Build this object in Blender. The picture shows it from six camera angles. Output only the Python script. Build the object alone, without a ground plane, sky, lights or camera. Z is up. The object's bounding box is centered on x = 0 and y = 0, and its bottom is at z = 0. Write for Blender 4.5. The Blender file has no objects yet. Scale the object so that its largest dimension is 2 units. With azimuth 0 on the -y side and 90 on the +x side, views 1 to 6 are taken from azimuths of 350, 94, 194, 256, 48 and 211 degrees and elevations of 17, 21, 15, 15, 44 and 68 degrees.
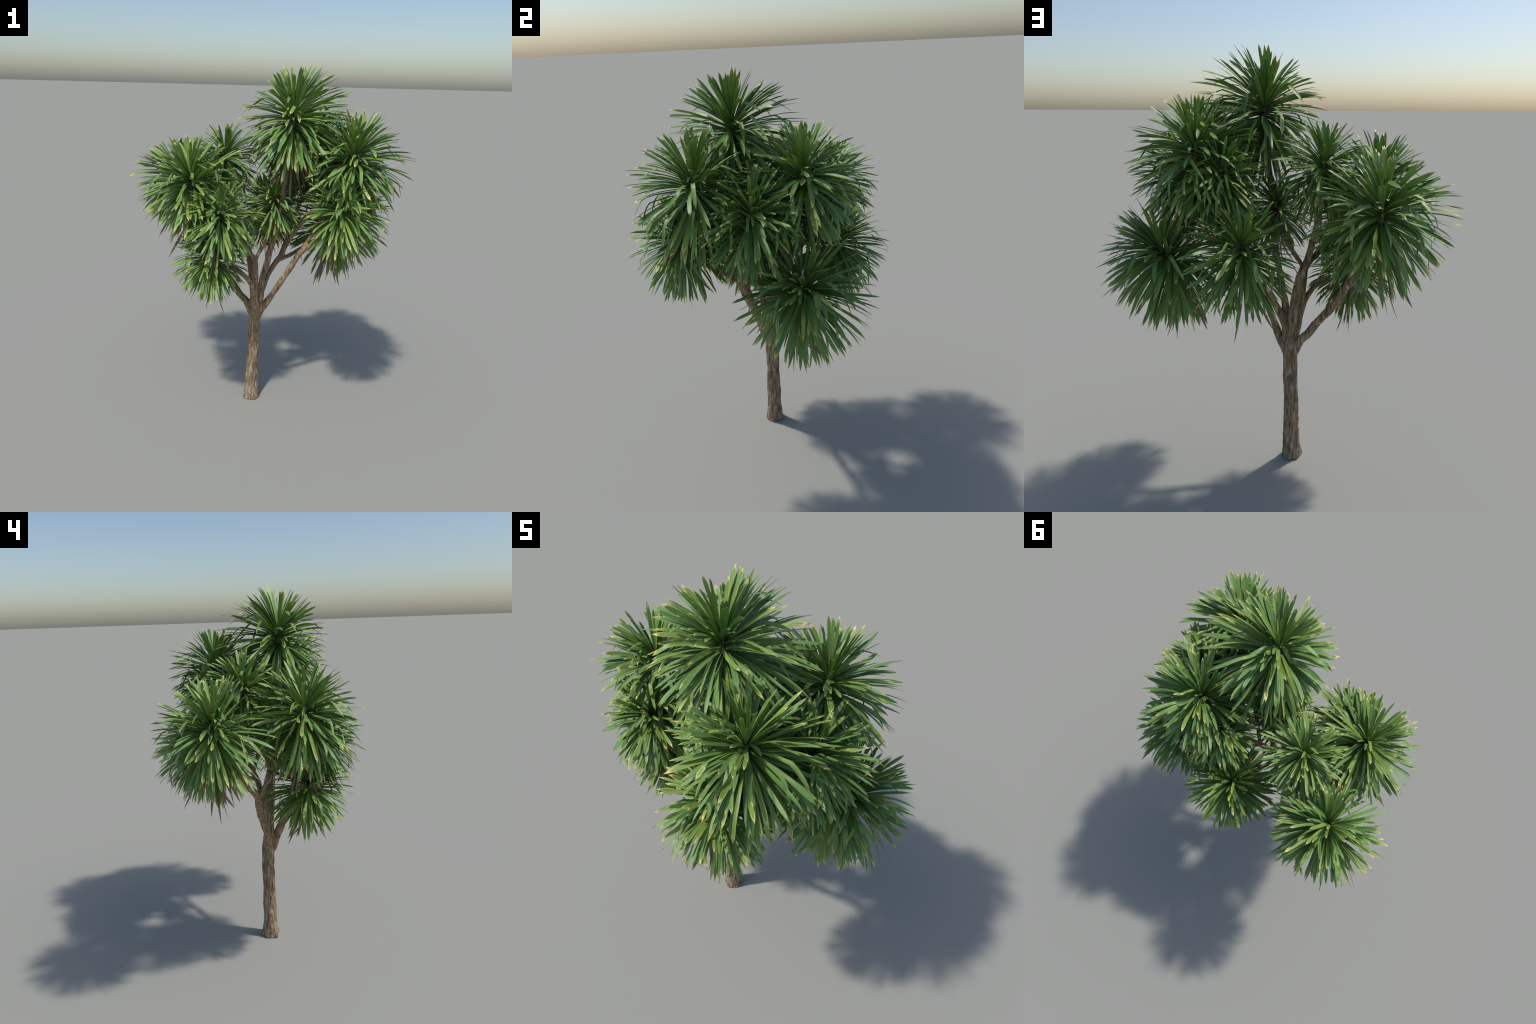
# A branching cabbage tree (Cordyline-like): a fibrous bark trunk that forks into
# several limbs, each limb ending in a ball-shaped rosette of strap leaves.
import bpy, bmesh, math, random
import numpy as np
from mathutils import Vector, Matrix, noise

rng = np.random.default_rng(7)
random.seed(7)

# ------------------------------------------------------------------ helpers
def catmull(ctrl, step=0.012):
    """Smooth curve through (x, y, z, radius) control points."""
    P = np.array(ctrl, float)
    P = np.vstack([2 * P[0] - P[1], P, 2 * P[-1] - P[-2]])
    out = []
    for i in range(1, len(P) - 2):
        p0, p1, p2, p3 = P[i - 1], P[i], P[i + 1], P[i + 2]
        n = max(2, int(np.linalg.norm(p2[:3] - p1[:3]) / step))
        for k in range(n):
            t = k / n
            out.append(0.5 * (2 * p1 + (p2 - p0) * t + (2 * p0 - 5 * p1 + 4 * p2 - p3) * t * t
                              + (3 * p1 - p0 - 3 * p2 + p3) * t ** 3))
    out.append(P[-2])
    return np.array(out)


def tube(curve, seg=20):
    """Closed tube along a curve of (x, y, z, r)."""
    verts, faces = [], []
    ref = Vector((1, 0, 0))
    n = len(curve)
    for i in range(n):
        a, b = curve[max(0, i - 1)], curve[min(n - 1, i + 1)]
        d = Vector(b[:3] - a[:3]).normalized()
        s = (ref - d * ref.dot(d)).normalized()
        ref = s
        t = d.cross(s)
        for k in range(seg):
            w = 2 * math.pi * k / seg
            verts.append(Vector(curve[i][:3]) + (s * math.cos(w) + t * math.sin(w)) * curve[i][3])
    for i in range(n - 1):
        for k in range(seg):
            k2 = (k + 1) % seg
            faces.append((i * seg + k, i * seg + k2, (i + 1) * seg + k2, (i + 1) * seg + k))
    faces.append(tuple(range(seg))[::-1])
    faces.append(tuple((n - 1) * seg + k for k in range(seg)))
    return verts, faces


def link(obj, parent=None):
    bpy.context.scene.collection.objects.link(obj)
    if parent is not None:
        obj.parent = parent
    return obj


def nodes_of(mat):
    mat.use_nodes = True
    nt = mat.node_tree
    nt.nodes.clear()
    return nt, nt.nodes.new, nt.links.new


def ramp(nt, stops):
    r = nt.nodes.new("ShaderNodeValToRGB")
    el = r.color_ramp.elements
    while len(el) < len(stops):
        el.new(0.5)
    for e, (pos, col) in zip(el, stops):
        e.position = pos
        e.color = (*col, 1)
    return r


# ------------------------------------------------------------------ materials
def bark_material():
    mat = bpy.data.materials.new("fibrous_bark")
    nt, new, lk = nodes_of(mat)
    out, bsdf, tc = new("ShaderNodeOutputMaterial"), new("ShaderNodeBsdfPrincipled"), new("ShaderNodeTexCoord")
    bsdf.inputs["Roughness"].default_value = 0.9
    bsdf.inputs["Specular IOR Level"].default_value = 0.15
    stretch = new("ShaderNodeMapping")
    stretch.inputs["Scale"].default_value = (1, 1, 0.17)
    lk(tc.outputs["Object"], stretch.inputs["Vector"])
    strip = new("ShaderNodeTexNoise")
    strip.inputs["Scale"].default_value = 95
    strip.inputs["Detail"].default_value = 5
    strip.inputs["Roughness"].default_value = 0.6
    lk(stretch.outputs["Vector"], strip.inputs["Vector"])
    # long strips of bark: dark fissures, tan ridges, grey weathered crests
    col = ramp(nt, [(0.31, (0.080, 0.060, 0.040)), (0.42, (0.215, 0.158, 0.104)),
                    (0.55, (0.330, 0.248, 0.168)), (0.67, (0.53, 0.44, 0.33))])
    lk(strip.outputs["Fac"], col.inputs["Fac"])
    # broad patches of reddish brown
    broad = new("ShaderNodeTexNoise")
    broad.inputs["Scale"].default_value = 9
    broad.inputs["Detail"].default_value = 3
    lk(tc.outputs["Object"], broad.inputs["Vector"])
    bm = ramp(nt, [(0.42, (0, 0, 0)), (0.68, (1, 1, 1))])
    lk(broad.outputs["Fac"], bm.inputs["Fac"])
    warm = new("ShaderNodeMix"); warm.data_type = "RGBA"; warm.blend_type = "MULTIPLY"
    lk(bm.outputs["Color"], warm.inputs["Factor"])
    lk(col.outputs["Color"], warm.inputs["A"])
    warm.inputs["B"].default_value = (1.0, 0.90, 0.77, 1)
    # green algae in streaks
    alg = new("ShaderNodeTexNoise")
    alg.inputs["Scale"].default_value = 48
    alg.inputs["Detail"].default_value = 3
    mp2 = new("ShaderNodeMapping")
    mp2.inputs["Scale"].default_value = (1, 1, 0.22)
    mp2.inputs["Location"].default_value = (3.1, 1.7, 0.4)
    lk(tc.outputs["Object"], mp2.inputs["Vector"])
    lk(mp2.outputs["Vector"], alg.inputs["Vector"])
    am = ramp(nt, [(0.58, (0, 0, 0)), (0.68, (1, 1, 1))])
    lk(alg.outputs["Fac"], am.inputs["Fac"])
    amul = new("ShaderNodeMath"); amul.operation = "MULTIPLY"; amul.inputs[1].default_value = 0.7
    lk(am.outputs["Color"], amul.inputs[0])
    moss = new("ShaderNodeMix"); moss.data_type = "RGBA"
    lk(amul.outputs[0], moss.inputs["Factor"])
    lk(warm.outputs["Result"], moss.inputs["A"])
    moss.inputs["B"].default_value = (0.070, 0.085, 0.048, 1)
    lk(moss.outputs["Result"], bsdf.inputs["Base Color"])
    fine = new("ShaderNodeTexNoise")
    fine.inputs["Scale"].default_value = 230
    fine.inputs["Detail"].default_value = 4
    lk(stretch.outputs["Vector"], fine.inputs["Vector"])
    bump = new("ShaderNodeBump")
    bump.inputs["Strength"].default_value = 0.5
    bump.inputs["Distance"].default_value = 0.003
    add = new("ShaderNodeMath"); add.operation = "ADD"
    lk(fine.outputs["Fac"], add.inputs[0])
    lk(strip.outputs["Fac"], add.inputs[1])
    lk(add.outputs[0], bump.inputs["Height"])
    lk(bump.outputs["Normal"], bsdf.inputs["Normal"])
    lk(bsdf.outputs["BSDF"], out.inputs["Surface"])
    return mat


def leaf_material(name, dead=False):
    """Strap leaf. blade_along runs 0..1 base to tip, blade_across -1..1, blade_seed differs per leaf."""
    mat = bpy.data.materials.new(name)
    nt, new, lk = nodes_of(mat)
    out, bsdf = new("ShaderNodeOutputMaterial"), new("ShaderNodeBsdfPrincipled")

    def attr(n):
        a = new("ShaderNodeAttribute"); a.attribute_name = n
        return a.outputs["Fac"]

    def math_(op, a, b=None, c=None):
        m = new("ShaderNodeMath"); m.operation = op
        for i, v in enumerate((a, b, c)):
            if v is None:
                continue
            if isinstance(v, (int, float)):
                m.inputs[i].default_value = v
            else:
                lk(v, m.inputs[i])
        return m.outputs[0]

    def mix(fac, a, b):
        m = new("ShaderNodeMix"); m.data_type = "RGBA"
        lk(fac, m.inputs["Factor"])
        for v, s in ((a, "A"), (b, "B")):
            if isinstance(v, tuple):
                m.inputs[s].default_value = (*v, 1)
            else:
                lk(v, m.inputs[s])
        return m.outputs["Result"]

    def step(v, lo, hi):
        m = new("ShaderNodeMapRange"); m.interpolation_type = "SMOOTHSTEP"
        lk(v, m.inputs["Value"])
        m.inputs["From Min"].default_value = lo
        m.inputs["From Max"].default_value = hi
        return m.outputs["Result"]

    along, across, seed0 = attr("blade_along"), attr("blade_across"), attr("blade_seed")
    info = new("ShaderNodeObjectInfo")
    seed = math_("FRACT", math_("ADD", seed0, info.outputs["Random"]))
    seed2 = math_("FRACT", math_("MULTIPLY", seed, 17.31))
    xyz = new("ShaderNodeCombineXYZ")
    lk(math_("MULTIPLY", across, 3.2), xyz.inputs["X"])
    lk(math_("MULTIPLY", along, 1.3), xyz.inputs["Y"])
    lk(math_("MULTIPLY", seed, 60.0), xyz.inputs["Z"])
    streak = new("ShaderNodeTexNoise")
    streak.inputs["Scale"].default_value = 2.2
    streak.inputs["Detail"].default_value = 5
    streak.inputs["Roughness"].default_value = 0.62
    lk(xyz.outputs[0], streak.inputs["Vector"])
    xyz2 = new("ShaderNodeCombineXYZ")
    lk(math_("MULTIPLY", across, 2.5), xyz2.inputs["X"])
    lk(math_("MULTIPLY", along, 9.0), xyz2.inputs["Y"])
    lk(math_("MULTIPLY", seed, 60.0), xyz2.inputs["Z"])
    spot = new("ShaderNodeTexNoise")
    spot.inputs["Scale"].default_value = 1.6
    spot.inputs["Detail"].default_value = 3
    lk(xyz2.outputs[0], spot.inputs["Vector"])

    if dead:
        base = ramp(nt, [(0.25, (0.160, 0.115, 0.076)), (0.5, (0.275, 0.205, 0.140)), (0.75, (0.42, 0.325, 0.225))])
        lk(streak.outputs["Fac"], base.inputs["Fac"])
        color = base.outputs["Color"]
        bsdf.inputs["Roughness"].default_value = 0.8
        bsdf.inputs["Specular IOR Level"].default_value = 0.2
    else:
        green = ramp(nt, [(0.28, (0.066, 0.152, 0.028)), (0.45, (0.142, 0.268, 0.052)),
                          (0.57, (0.245, 0.390, 0.105)), (0.70, (0.450, 0.565, 0.245))])
        lk(streak.outputs["Fac"], green.inputs["Fac"])
        # leaf to leaf: fresher yellow green or deeper blue green
        tone = ramp(nt, [(0.0, (0.74, 0.88, 1.00)), (0.5, (1.0, 1.0, 1.0)), (1.0, (1.28, 1.10, 0.80))])
        lk(seed2, tone.inputs["Fac"])
        tm = new("ShaderNodeMix"); tm.data_type = "RGBA"; tm.blend_type = "MULTIPLY"
        tm.inputs["Factor"].default_value = 1
        lk(green.outputs["Color"], tm.inputs["A"]); lk(tone.outputs["Color"], tm.inputs["B"])
        # dull olive wash in blotches toward the outer half
        blot = math_("MULTIPLY", step(spot.outputs["Fac"], 0.55, 0.75), math_("MULTIPLY", along, 0.30))
        color = mix(blot, tm.outputs["Result"], (0.200, 0.235, 0.060))
        # pale midrib
        rib = math_("SUBTRACT", 1.0, step(math_("ABSOLUTE", across), 0.02, 0.16))
        color = mix(math_("MULTIPLY", rib, 0.16), color, (0.20, 0.33, 0.09))
        # yellow tip, creeping down the margins, then burnt brown at the very end
        edge = math_("POWER", math_("ABSOLUTE", across), 3.0)
        reach = math_("ADD", along, math_("MULTIPLY", edge, 0.09))
        reach = math_("ADD", reach, math_("MULTIPLY", math_("SUBTRACT", spot.outputs["Fac"], 0.5), 0.16))
        reach = math_("ADD", reach, math_("MULTIPLY", math_("SUBTRACT", seed2, 0.65), 0.12))
        color = mix(step(reach, 0.94, 1.0), color, (0.740, 0.680, 0.220))
        color = mix(math_("MULTIPLY", step(reach, 1.015, 1.05), 0.85), color, (0.500, 0.250, 0.070))
        bsdf.inputs["Roughness"].default_value = 0.42
        bsdf.inputs["Specular IOR Level"].default_value = 0.5
    lk(color, bsdf.inputs["Base Color"])
    # fine parallel veins
    wave = new("ShaderNodeTexNoise")
    wave.inputs["Scale"].default_value = 3.0
    xyz3 = new("ShaderNodeCombineXYZ")
    lk(math_("MULTIPLY", across, 4.0), xyz3.inputs["X"])
    lk(math_("MULTIPLY", along, 0.6), xyz3.inputs["Y"])
    lk(math_("MULTIPLY", seed, 30.0), xyz3.inputs["Z"])
    lk(xyz3.outputs[0], wave.inputs["Vector"])
    bump = new("ShaderNodeBump")
    bump.inputs["Strength"].default_value = 0.25
    bump.inputs["Distance"].default_value = 0.002
    lk(wave.outputs["Fac"], bump.inputs["Height"])
    lk(bump.outputs["Normal"], bsdf.inputs["Normal"])
    trans = new("ShaderNodeBsdfTranslucent")
    lk(color, trans.inputs["Color"])
    ms = new("ShaderNodeMixShader")
    ms.inputs["Fac"].default_value = 0.12
    lk(bsdf.outputs["BSDF"], ms.inputs[1]); lk(trans.outputs["BSDF"], ms.inputs[2])
    lk(ms.outputs["Shader"], out.inputs["Surface"])
    return mat


BARK = bark_material()
LEAF = leaf_material("green_leaf")
DEAD = leaf_material("dry_leaf", dead=True)

# ------------------------------------------------------------------ rosettes
# centre, size, axis of each leaf ball, and the side toward which its leaves run longer
ROSETTES = [
    ((0.097, -0.163, 1.740), 1.05, (0.00, 0.02, 1.0), (0.7, 0.5)),
    ((0.317, 0.157, 1.553), 0.99, (0.06, 0.10, 1.0), (-0.2, -0.2)),
    ((-0.233, 0.123, 1.499), 0.75, (-0.10, 0.00, 1.0), (0.0, -0.3)),
    ((-0.440, -0.132, 1.393), 0.98, (-0.20, -0.06, 1.0), (0.0, 0.1)),
    ((0.399, -0.307, 1.541), 0.97, (0.15, -0.15, 1.0), (0.5, -0.2)),
    ((0.060, 0.330, 1.164), 0.86, (0.02, 0.22, 1.0), (0.0, 0.0)),
    ((-0.495, 0.316, 1.352), 0.98, (-0.26, -0.08, 1.0), (-0.25, -0.3)),
    ((0.020, -0.113, 1.277), 0.66, (0.00, -0.10, 1.0), (0.0, 0.0)),
    ((0.469, -0.062, 1.413), 0.88, (0.45, 0.00, 0.85), (0.0, 0.0)),
    ((0.335, -0.390, 1.286), 0.82, (0.25, -0.08, 1.0), (0.5, 0.0)),
    ((-0.298, -0.278, 1.237), 0.80, (-0.10, -0.20, 1.0), (0.0, 0.2)),
    ((-0.346, -0.190, 0.994), 0.78, (-0.20, -0.15, 0.9), (-0.2, 0.0)),
    ((0.503, 0.148, 1.080), 1.03, (0.74, 0.36, 0.66), (0.3, 0.5)),
    ((0.185, 0.215, 1.450), 0.68, (0.00, 0.10, 1.0), (0.0, 0.0)),
]

# ------------------------------------------------------------------ woody frame
C = [np.array(r[0]) for r in ROSETTES]
TR = [(-0.072, -0.034, -0.004, 0.049), (-0.071, -0.034, 0.03, 0.044), (-0.070, -0.033, 0.10, 0.038), (-0.068, -0.033, 0.25, 0.0345),
      (-0.064, -0.032, 0.42, 0.0335), (-0.062, -0.034, 0.55, 0.034), (-0.063, -0.038, 0.61, 0.030), (-0.064, -0.048, 0.67, 0.020), (-0.066, -0.052, 0.73, 0.012)]


def to_crown(i, *ctrl, end=0.011):
    """Limb control points, finished with the shoot that carries crown i."""
    ax = np.array(ROSETTES[i][2]); ax = ax / np.linalg.norm(ax)
    s = ROSETTES[i][1]
    tip = C[i] + ax * 0.02 * s
    low = C[i] - ax * 0.12 * s
    return list(ctrl) + [(*low, max(end, 0.0125 * s)), (*tip, 0.008 * s)]


LIMBS = [
    # low limb on the left back, up to the big left head, with a thin fork
    to_crown(6, (-0.066, -0.032, 0.55, 0.026), (-0.112, -0.020, 0.638, 0.0215), (-0.157, -0.003, 0.688, 0.0195), (-0.20, 0.025, 0.757, 0.0190),
             (-0.255, 0.053, 0.826, 0.0190), (-0.305, 0.074, 0.899, 0.0185), (-0.345, 0.100, 0.97, 0.0175), (-0.43, 0.22, 1.11, 0.016)),
    to_crown(3, (-0.325, 0.082, 0.925, 0.013), (-0.345, 0.055, 1.00, 0.0095), (-0.375, 0.0, 1.09, 0.0100), (-0.41, -0.075, 1.19, 0.0115)),
    # front limb, forking three ways
    to_crown(10, (-0.063, -0.050, 0.54, 0.027), (-0.066, -0.075, 0.602, 0.0235), (-0.077, -0.106, 0.678, 0.0212), (-0.083, -0.134, 0.756, 0.0205), (-0.088, -0.162, 0.83, 0.0205),
             (-0.093, -0.184, 0.905, 0.0190), (-0.101, -0.188, 0.955, 0.0170), (-0.150, -0.205, 1.02, 0.0135), (-0.235, -0.245, 1.085, 0.012)),
    to_crown(11, (-0.080, -0.115, 0.70, 0.0180), (-0.090, -0.150, 0.748, 0.0165), (-0.108, -0.183, 0.802, 0.0155), (-0.155, -0.203, 0.865, 0.0145), (-0.225, -0.195, 0.91, 0.0135)),
    to_crown(7, (-0.095, -0.184, 0.93, 0.0135), (-0.078, -0.182, 0.975, 0.0115), (-0.040, -0.165, 1.04, 0.0105), (-0.005, -0.135, 1.11, 0.0105)),
    # right low limb
    to_crown(9, (-0.054, -0.042, 0.54, 0.024), (-0.030, -0.046, 0.585, 0.0215), (-0.008, -0.054, 0.619, 0.0195), (0.012, -0.066, 0.657, 0.0182), (0.050, -0.092, 0.734, 0.0175),
             (0.090, -0.108, 0.811, 0.0172), (0.125, -0.118, 0.872, 0.0172), (0.175, -0.150, 0.975, 0.0172), (0.240, -0.200, 1.045, 0.015)),
    to_crown(8, (0.150, -0.140, 0.93, 0.011), (0.24, -0.14, 1.08, 0.012), (0.35, -0.11, 1.25, 0.012)),
    # stout upright limb between them
    to_crown(2, (-0.062, -0.033, 0.55, 0.027), (-0.068, -0.034, 0.66, 0.0240), (-0.074, -0.030, 0.75, 0.0232), (-0.083, -0.027, 0.83, 0.0230),
             (-0.095, -0.026, 0.90, 0.0215), (-0.112, -0.030, 0.97, 0.0185), (-0.143, -0.030, 1.05, 0.0155), (-0.185, 0.025, 1.20, 0.0135)),
    # middle limb, up to the topmost head
    to_crown(0, (-0.055, -0.045, 0.56, 0.024), (-0.036, -0.057, 0.674, 0.0192), (-0.031, -0.062, 0.738, 0.019), (-0.026, -0.068, 0.80, 0.0185),
             (-0.012, -0.075, 0.859, 0.018), (0.0, -0.082, 0.919, 0.017), (0.014, -0.090, 0.985, 0.0165), (0.04, -0.12, 1.12, 0.0155), (0.062, -0.15, 1.32, 0.014)),
    # limb behind, reaching right
    to_crown(1, (-0.056, -0.030, 0.58, 0.023), (-0.034, -0.046, 0.69, 0.0185), (-0.018, -0.044, 0.735, 0.0178), (0.006, -0.030, 0.794, 0.0172),
             (0.036, -0.023, 0.842, 0.017), (0.066, -0.022, 0.889, 0.017), (0.10, -0.010, 0.935, 0.016), (0.16, 0.05, 1.08, 0.0145), (0.25, 0.12, 1.28, 0.0135)),
    to_crown(13, (0.13, 0.03, 1.02, 0.011), (0.155, 0.10, 1.14, 0.011), (0.18, 0.18, 1.27, 0.011)),
    to_crown(5, (0.012, -0.026, 0.815, 0.014), (0.020, 0.05, 0.89, 0.0125), (0.045, 0.19, 0.96, 0.0125)),
    to_crown(12, (0.072, -0.022, 0.888, 0.0115), (0.097, -0.030, 0.905, 0.0115), (0.142, 0.0, 0.911, 0.0115), (0.187, 0.045, 0.916, 0.0115),
             (0.224, 0.066, 0.931, 0.0115), (0.32, 0.11, 0.965, 0.0115)),
    to_crown(4, (0.11, 0.0, 0.95, 0.012), (0.18, -0.08, 1.12, 0.0125), (0.27, -0.19, 1.27, 0.0125)),
]


def bark_relief(p, n, strength):
    """Long plates of bark: ridged noise stretched up the stem."""
    q = Vector((p.x * 55, p.y * 55, p.z * 11))
    a = noise.noise(q) * 0.55 + noise.noise(q * 2.1 + Vector((3, 1, 7))) * 0.3
    ridged = 1 - abs(noise.noise(Vector((p.x * 70, p.y * 70, p.z * 15)) + Vector((9, 4, 2)))) * 2.2
    lump = noise.noise(p * 13)
    fine = noise.noise(Vector((p.x * 150, p.y * 150, p.z * 30)))
    return strength * (0.0030 * a + 0.0022 * ridged + 0.0012 * fine) + 0.003 * lump


def build_wood(root):
    verts, faces, skeleton = [], [], []
    for j, ctrl in enumerate([TR] + LIMBS):
        c = catmull(ctrl)
        skeleton.append(c)
        v, f = tube(c)
        o = len(verts)
        verts += v
        faces += [tuple(i + o for i in q) for q in f]
    me = bpy.data.meshes.new("wood_work")
    me.from_pydata([tuple(v) for v in verts], [], faces)
    tmp = link(bpy.data.objects.new("wood_work", me))
    rm = tmp.modifiers.new("r", "REMESH"); rm.mode = "VOXEL"; rm.voxel_size = 0.0034
    sm = tmp.modifiers.new("s", "SMOOTH"); sm.factor = 0.5; sm.iterations = 9
    dg = bpy.context.evaluated_depsgraph_get()
    dg.update()
    full = bpy.data.meshes.new_from_object(tmp.evaluated_get(dg))
    bpy.data.objects.remove(tmp)
    nv = len(full.vertices)
    co = np.empty(nv * 3); full.vertices.foreach_get("co", co); co = co.reshape(-1, 3)
    no = np.empty(nv * 3); full.vertices.foreach_get("normal", no); no = no.reshape(-1, 3)
    # relief: strong on the trunk, faint on the limbs
    for i in range(nv):
        z = co[i, 2]
        s = 1.45 if z < 0.45 else max(0.35, 1.45 - (z - 0.45) * 4.0)
        p = Vector(co[i])
        co[i] += no[i] * bark_relief(p, None, s)
        # root flare: a few buttress lobes at the foot
        if z < 0.09:
            w = math.atan2(co[i, 1] + 0.034, co[i, 0] + 0.072)
            k = (1 - z / 0.09) ** 2
            r = no[i] * np.array((1, 1, 0))
            co[i] += r * k * (0.004 * math.cos(5 * w + 0.6) + 0.003 * math.cos(3 * w + 2.0))
    co[:, 2] = np.maximum(co[:, 2], 0.0)
    full.vertices.foreach_set("co", co.ravel())
    full.update()
    full.vertices.foreach_get("normal", no.ravel())
    no2 = np.empty(nv * 3); full.vertices.foreach_get("normal", no2); no2 = no2.reshape(-1, 3)
    # split by nearest skeleton line, as trunk and limbs
    fc = np.array([p.center for p in full.polygons])
    best = np.full(len(fc), 1e9); owner = np.zeros(len(fc), int)
    for j, c in enumerate(skeleton):
        for row in c[:: 2]:
            d = ((fc - row[:3]) ** 2).sum(1) - row[3] ** 2
            m = d < best
            best[m] = d[m]; owner[m] = j
    owner[fc[:, 2] < 0.60] = 0
    polys = [tuple(p.vertices) for p in full.polygons]
    for j in range(len(skeleton)):
        ids = np.nonzero(owner == j)[0]
        if not len(ids):
            continue
        used = sorted({v for i in ids for v in polys[i]})
        remap = {v: k for k, v in enumerate(used)}
        name = "trunk" if j == 0 else "branch"
        me = bpy.data.meshes.new(name)
        me.from_pydata(co[used].tolist(), [], [tuple(remap[v] for v in polys[i]) for i in ids])
        me.polygons.foreach_set("use_smooth", [True] * len(me.polygons))
        me.normals_split_custom_set_from_vertices(no2[used].tolist())
        me.materials.append(BARK)
        link(bpy.data.objects.new(name, me), root)
    bpy.data.meshes.remove(full)


# ------------------------------------------------------------------ leaves
LEAF_LEN = 0.300
SEGS = 13


def leaf_arrays(bend, width, power, keel, twist, kink=None, wave=0.0, blunt=0.0, seed=0.0, thin=False):
    """One strap blade growing along +Y, bowing toward -Z: closed, keeled, thin at the margins.
    Returns coordinates, faces, along, across."""
    co, fa, al, ac = [], [], [], []
    y = z = 0.0
    ds = LEAF_LEN / SEGS
    for i in range(SEGS + 1):
        t = i / SEGS
        ang = -bend * t ** power
        if kink and t > kink[0]:
            ang -= kink[1] * min(1, (t - kink[0]) / 0.08)
        if i:
            y += ds * math.cos(ang); z += ds * math.sin(ang)
        # narrow clasping base, broad beyond the middle, pointed end
        w = (0.40 + 0.60 * min(1, t / 0.50) ** 0.8) if t < 0.50 else 1.0
        end = 0.80 + blunt
        if t > end:
            w *= max(0.0, 1 - ((t - end) / (1 - end)) ** 1.7)
        w = max(w * width, 0.0007)
        tw = twist * t + 0.15 * wave * math.sin(7 * t + seed)
        side = Vector((math.cos(tw), -math.sin(ang) * math.sin(tw), math.cos(ang) * math.sin(tw)))
        up = side.cross(Vector((0, math.cos(ang), math.sin(ang)))).normalized()
        c = Vector((wave * 0.010 * math.sin(3.1 * t + seed) * t, y, z))
        k = keel * w * (1.15 - 0.6 * t)
        th = (0.00055 if not thin else 0.0004) * (1.3 - 0.6 * t)
        for x, h in ((-1, 0.0), (0, -k + th), (1, 0.0), (0, -k - th)):
            co.append(c + side * (x * w) + up * (h + 0.5 * k))
            al.append(t); ac.append(float(x))
    for i in range(SEGS):
        a, b = i * 4, (i + 1) * 4
        for k in range(4):
            k2 = (k + 1) % 4
            fa.append((a + k, a + k2, b + k2, b + k))
    fa.append((3, 2, 1, 0))
    e = SEGS * 4
    fa.append((e, e + 1, e + 2, e + 3))
    return np.array([tuple(v) for v in co]), fa, np.array(al), np.array(ac)


FACES = leaf_arrays(0.2, 0.01, 1.5, 0.2, 0)[1]
# margins and ends stay crisp
SHARP = [(i * 4 + k, (i + 1) * 4 + k) for i in range(SEGS) for k in (0, 2)]

BENDS = (0.05, 0.22, 0.42, 0.65, 0.95)
LIBRARY = {}      # bend class -> list of shapes
for b, bend in enumerate(BENDS):
    LIBRARY[b] = []
    for v in range(6):
        LIBRARY[b].append(leaf_arrays(bend * (0.85 + 0.3 * rng.random()), 0.0063 + 0.0026 * rng.random(), 1.1 + 0.7 * rng.random(),
                                      0.22 + 0.25 * rng.random(), rng.normal(0, 0.25), wave=rng.normal(0, 0.6),
                                      blunt=0.10 * rng.random(), seed=6 * rng.random(),
                                      kink=(0.45 + 0.35 * rng.random(), 0.35 + 0.5 * rng.random()) if v == 5 else None))
CURLED = [leaf_arrays(1.5 + 0.6 * rng.random(), 0.010, 1.0, 0.4, 0.1, seed=6 * rng.random()) for _ in range(3)]
DRY = [leaf_arrays(0.25 * rng.random(), 0.0045 + 0.0025 * rng.random(), 1.2, 0.5, rng.normal(0, 1.2), wave=rng.normal(0, 1.6),
                   seed=6 * rng.random(), thin=True, kink=(0.7, 0.4 * rng.random()) if v % 2 else None) for v in range(5)]


def mesh_of(name, co, faces, along, across, seed, sharp, mat):
    me = bpy.data.meshes.new(name)
    me.from_pydata(co.tolist(), [], faces)
    for key, val in (("blade_along", along), ("blade_across", across), ("blade_seed", seed)):
        at = me.attributes.new(key, "FLOAT", "POINT")
        at.data.foreach_set("value", np.ascontiguousarray(val, dtype=np.float32))
    me.polygons.foreach_set("use_smooth", [True] * len(me.polygons))
    idx = {tuple(sorted(e.vertices)): e.index for e in me.edges}
    flags = np.zeros(len(me.edges), bool)
    for e in sharp:
        flags[idx[tuple(sorted(e))]] = True
    at = me.attributes.new("sharp_edge", "BOOLEAN", "EDGE")
    at.data.foreach_set("value", flags)
    me.materials.append(mat)
    return me


# an open shaft between the heads where light falls through the crown
GAP_FOOT, GAP_DIR = Vector((0.310, 0.620, 0.0)), Vector((-0.280, -0.467, 0.839)).normalized()


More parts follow.
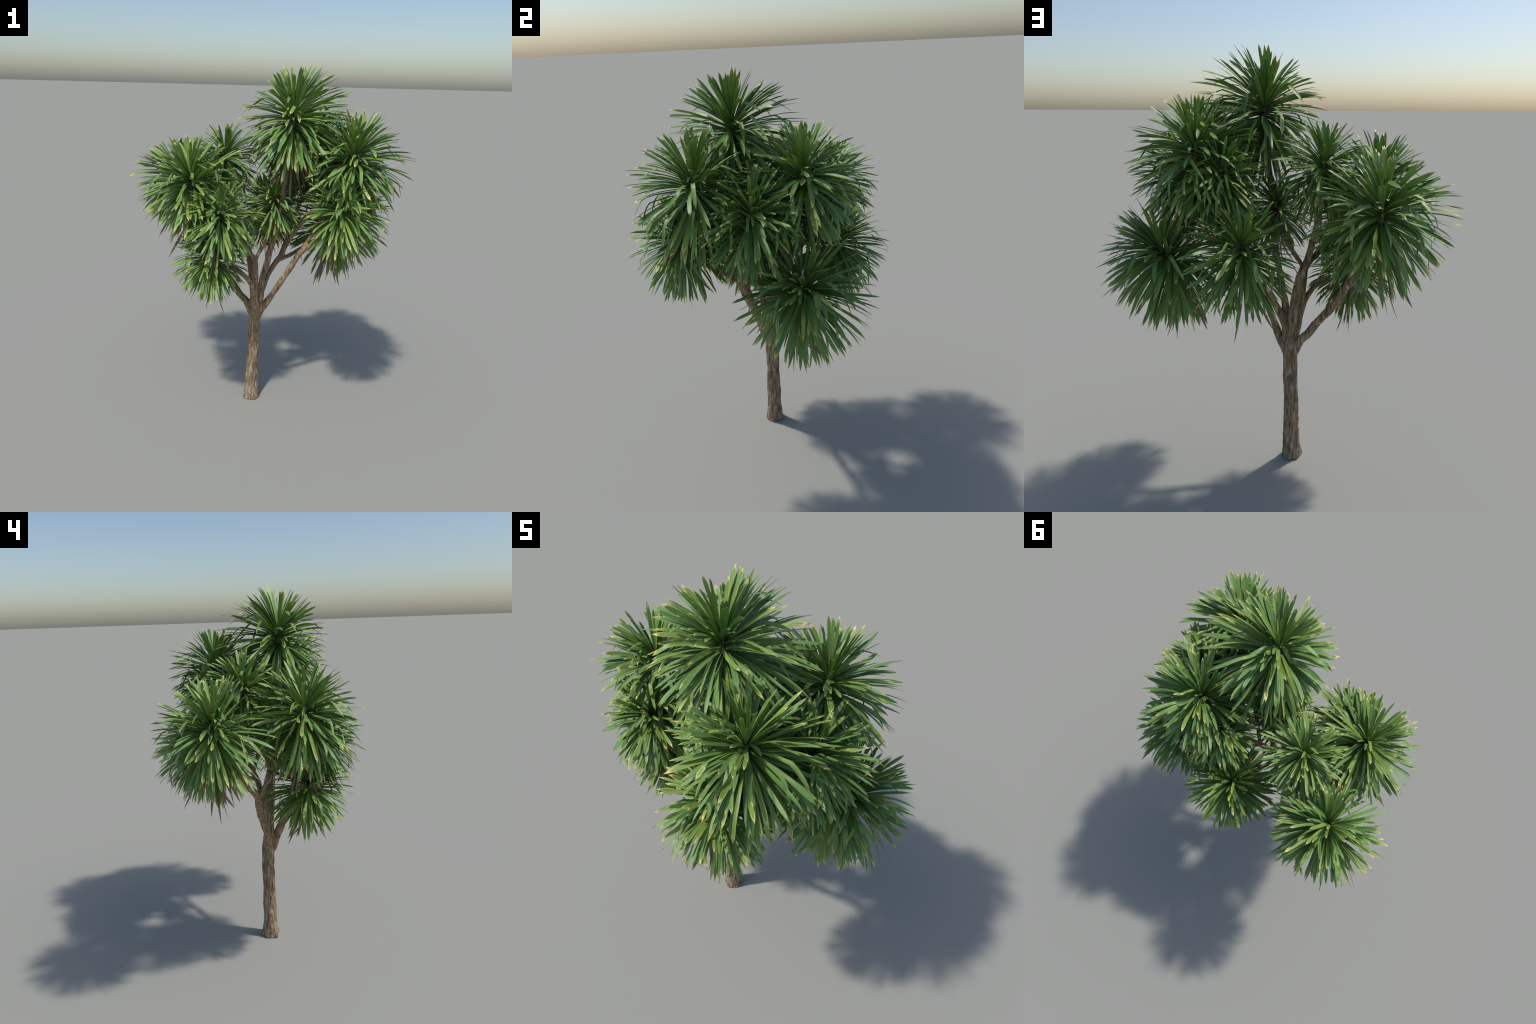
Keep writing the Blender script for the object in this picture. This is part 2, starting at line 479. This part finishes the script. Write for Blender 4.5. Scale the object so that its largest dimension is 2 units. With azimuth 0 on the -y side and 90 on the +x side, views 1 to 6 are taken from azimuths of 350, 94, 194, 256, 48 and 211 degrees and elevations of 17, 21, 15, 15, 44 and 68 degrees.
def plan_crown(centre, size, axis, seed, lean=Vector((0, 0, 0))):
    """Placements of every blade in one crown: (matrix, shape, kind)."""
    r = np.random.default_rng(seed)
    axis = Vector(axis).normalized()
    q = Vector((0, 0, 1)).rotation_difference(axis)
    down = Vector((0, 0, -1))
    centre = Vector(centre)
    out = []
    count = int(318 * (0.62 + 0.38 * size))
    clumps = r.random(9) * 2 * math.pi
    for i in range(count):
        u = (i + 0.5) / count
        # polar angle from the crown axis: few spear leaves first, dense ruff and skirt last
        th = math.radians(9) + math.radians(133) * (0.40 * u ** 0.55 + 0.60 * u ** 0.95)
        th = max(0.05, th + r.normal(0, 0.07))
        ph = i * 2.39996 + r.normal(0, 0.22)
        if th < 1.0:     # young leaves gather in a few fans
            near = min(clumps, key=lambda c: abs((c - ph + math.pi) % (2 * math.pi) - math.pi))
            ph += 0.55 * ((near - ph + math.pi) % (2 * math.pi) - math.pi)
        d = q @ Vector((math.sin(th) * math.cos(ph), math.sin(th) * math.sin(ph), math.cos(th)))
        k = th / math.radians(142)
        base = centre + axis * size * (0.012 - 0.105 * k ** 1.4 + r.normal(0, 0.006)) + d * (0.009 * size)
        side = down.cross(d)
        if side.length < 0.15:
            side = d.cross(q @ Vector((1, 0, 0)))
        side.normalize()
        nrm = side.cross(d).normalized()      # upper face; blades bow away from it
        roll = Matrix.Rotation(r.normal(0, 0.35), 3, d)
        side, nrm = roll @ side, roll @ nrm
        horiz = math.sin(d.angle(Vector((0, 0, 1))))
        want = 0.06 + (0.39 * horiz + 0.12 * k) * (0.55 + 0.9 * r.random())
        if d.z < -0.5:
            want *= 0.5
        b = int(np.argmin([abs(want - x) for x in BENDS]))
        shape = LIBRARY[b][r.integers(6)]
        ln = size * (0.85 + 0.19 * r.random()) * float(np.interp(k, (0, 0.15, 0.45, 0.75, 1), (0.73, 0.77, 1.00, 1.02, 0.97))) * (1 + 0.13 * d.dot(lean))
        wd = size ** 0.75 * (0.85 + 0.35 * r.random())
        m = Matrix(((side.x * wd, d.x * ln, nrm.x * ln, base.x), (side.y * wd, d.y * ln, nrm.y * ln, base.y),
                    (side.z * wd, d.z * ln, nrm.z * ln, base.z), (0, 0, 0, 1)))
        mid = [m @ Vector(shape[0][4 * j + 1]) for j in range(3, SEGS + 1, 2)]
        if any(((p - GAP_FOOT) - GAP_DIR * (p - GAP_FOOT).dot(GAP_DIR)).length < 0.036 for p in mid):
            continue
        out.append((m, (b, shape), "green", ln * wd * (1.25 - 0.5 * k)))
    # short curled young leaves round the heart
    for i in range(9):
        th = 0.5 + 0.9 * r.random(); ph = r.random() * 2 * math.pi
        d = q @ Vector((math.sin(th) * math.cos(ph), math.sin(th) * math.sin(ph), math.cos(th)))
        side = down.cross(d).normalized(); nrm = side.cross(d)
        ln = size * (0.18 + 0.22 * r.random()); wd = size * 0.75
        base = centre + axis * 0.015 * size + d * 0.006
        m = Matrix(((side.x * wd, d.x * ln, nrm.x * ln, base.x), (side.y * wd, d.y * ln, nrm.y * ln, base.y),
                    (side.z * wd, d.z * ln, nrm.z * ln, base.z), (0, 0, 0, 1)))
        out.append((m, ("c", CURLED[r.integers(3)]), "green", 0))
    # dry leaves hanging against the shoot
    for i in range(int(16 * size)):
        ph = r.random() * 2 * math.pi
        d = (Vector((math.cos(ph), math.sin(ph), 0)) * (0.10 + 0.28 * r.random()) + down).normalized()
        side = d.cross(Vector((math.sin(ph), -math.cos(ph), 0))).normalized()
        side = Vector((-math.sin(ph), math.cos(ph), 0))
        nrm = side.cross(d).normalized()
        ln = size * (0.75 + 0.4 * r.random()); wd = size * 1.0
        base = centre - axis * size * (0.085 + 0.06 * r.random()) + Vector((d.x, d.y, 0)) * 0.03
        m = Matrix(((side.x * wd, d.x * ln, nrm.x * ln, base.x), (side.y * wd, d.y * ln, nrm.y * ln, base.y),
                    (side.z * wd, d.z * ln, nrm.z * ln, base.z), (0, 0, 0, 1)))
        out.append((m, ("d", DRY[r.integers(5)]), "dry", 0))
    return out


def joined(items, r, name, mat, origin):
    cos, fcs, als, acs, sds, shp = [], [], [], [], [], []
    off = 0
    for m, (_, (co, _f, al, ac)), *_ in items:
        M = np.array(m)
        cos.append(co @ M[:3, :3].T + M[:3, 3] - origin)
        fcs += [tuple(i + off for i in f) for f in FACES]
        shp += [(a + off, b + off) for a, b in SHARP]
        als.append(al); acs.append(ac); sds.append(np.full(len(al), r.random()))
        off += len(co)
    me = mesh_of(name, np.vstack(cos), fcs, np.concatenate(als), np.concatenate(acs), np.concatenate(sds), shp, mat)
    return me


def build_crowns(root):
    plans = [plan_crown(c, s, a, 100 + i, Vector((lean[0] + 0.22, lean[1] + 0.12, 0))) for i, (c, s, a, lean) in enumerate(ROSETTES)]
    ranked = sorted(((it[3], i, k) for i, pl in enumerate(plans) for k, it in enumerate(pl)), reverse=True)
    single = {(i, k) for _, i, k in ranked[:300]}
    shared = {}
    r = np.random.default_rng(55)
    for i, pl in enumerate(plans):
        origin = np.array(ROSETTES[i][0])
        rest = [it for k, it in enumerate(pl) if it[2] == "green" and (i, k) not in single]
        crown = bpy.data.objects.new("leaf_rosette", joined(rest, r, "leaf_rosette", LEAF, origin))
        crown.location = origin
        crown["kind"] = "stuff"
        link(crown, root)
        dry = [it for it in pl if it[2] == "dry"]
        skirt = bpy.data.objects.new("dry_leaf_skirt", joined(dry, r, "dry_leaf_skirt", DEAD, origin))
        skirt["kind"] = "stuff"
        link(skirt, crown)
        for k, (m, (b, shape), kind, _) in enumerate(pl):
            if (i, k) not in single:
                continue
            key = id(shape)
            if key not in shared:
                co, f, al, ac = shape
                shared[key] = mesh_of("leaf", co, FACES, al, ac, np.full(len(al), r.random()), SHARP, LEAF)
            leaf = bpy.data.objects.new("leaf", shared[key])
            link(leaf, crown)
            leaf.matrix_local = Matrix.Translation(-Vector(origin)) @ m


root = bpy.data.objects.new("cabbage_tree", None)
root["label"] = "branching cabbage tree with round heads of strap leaves"
root["category"] = "tree"
root.empty_display_size = 0.1
link(root)
build_wood(root)
build_crowns(root)
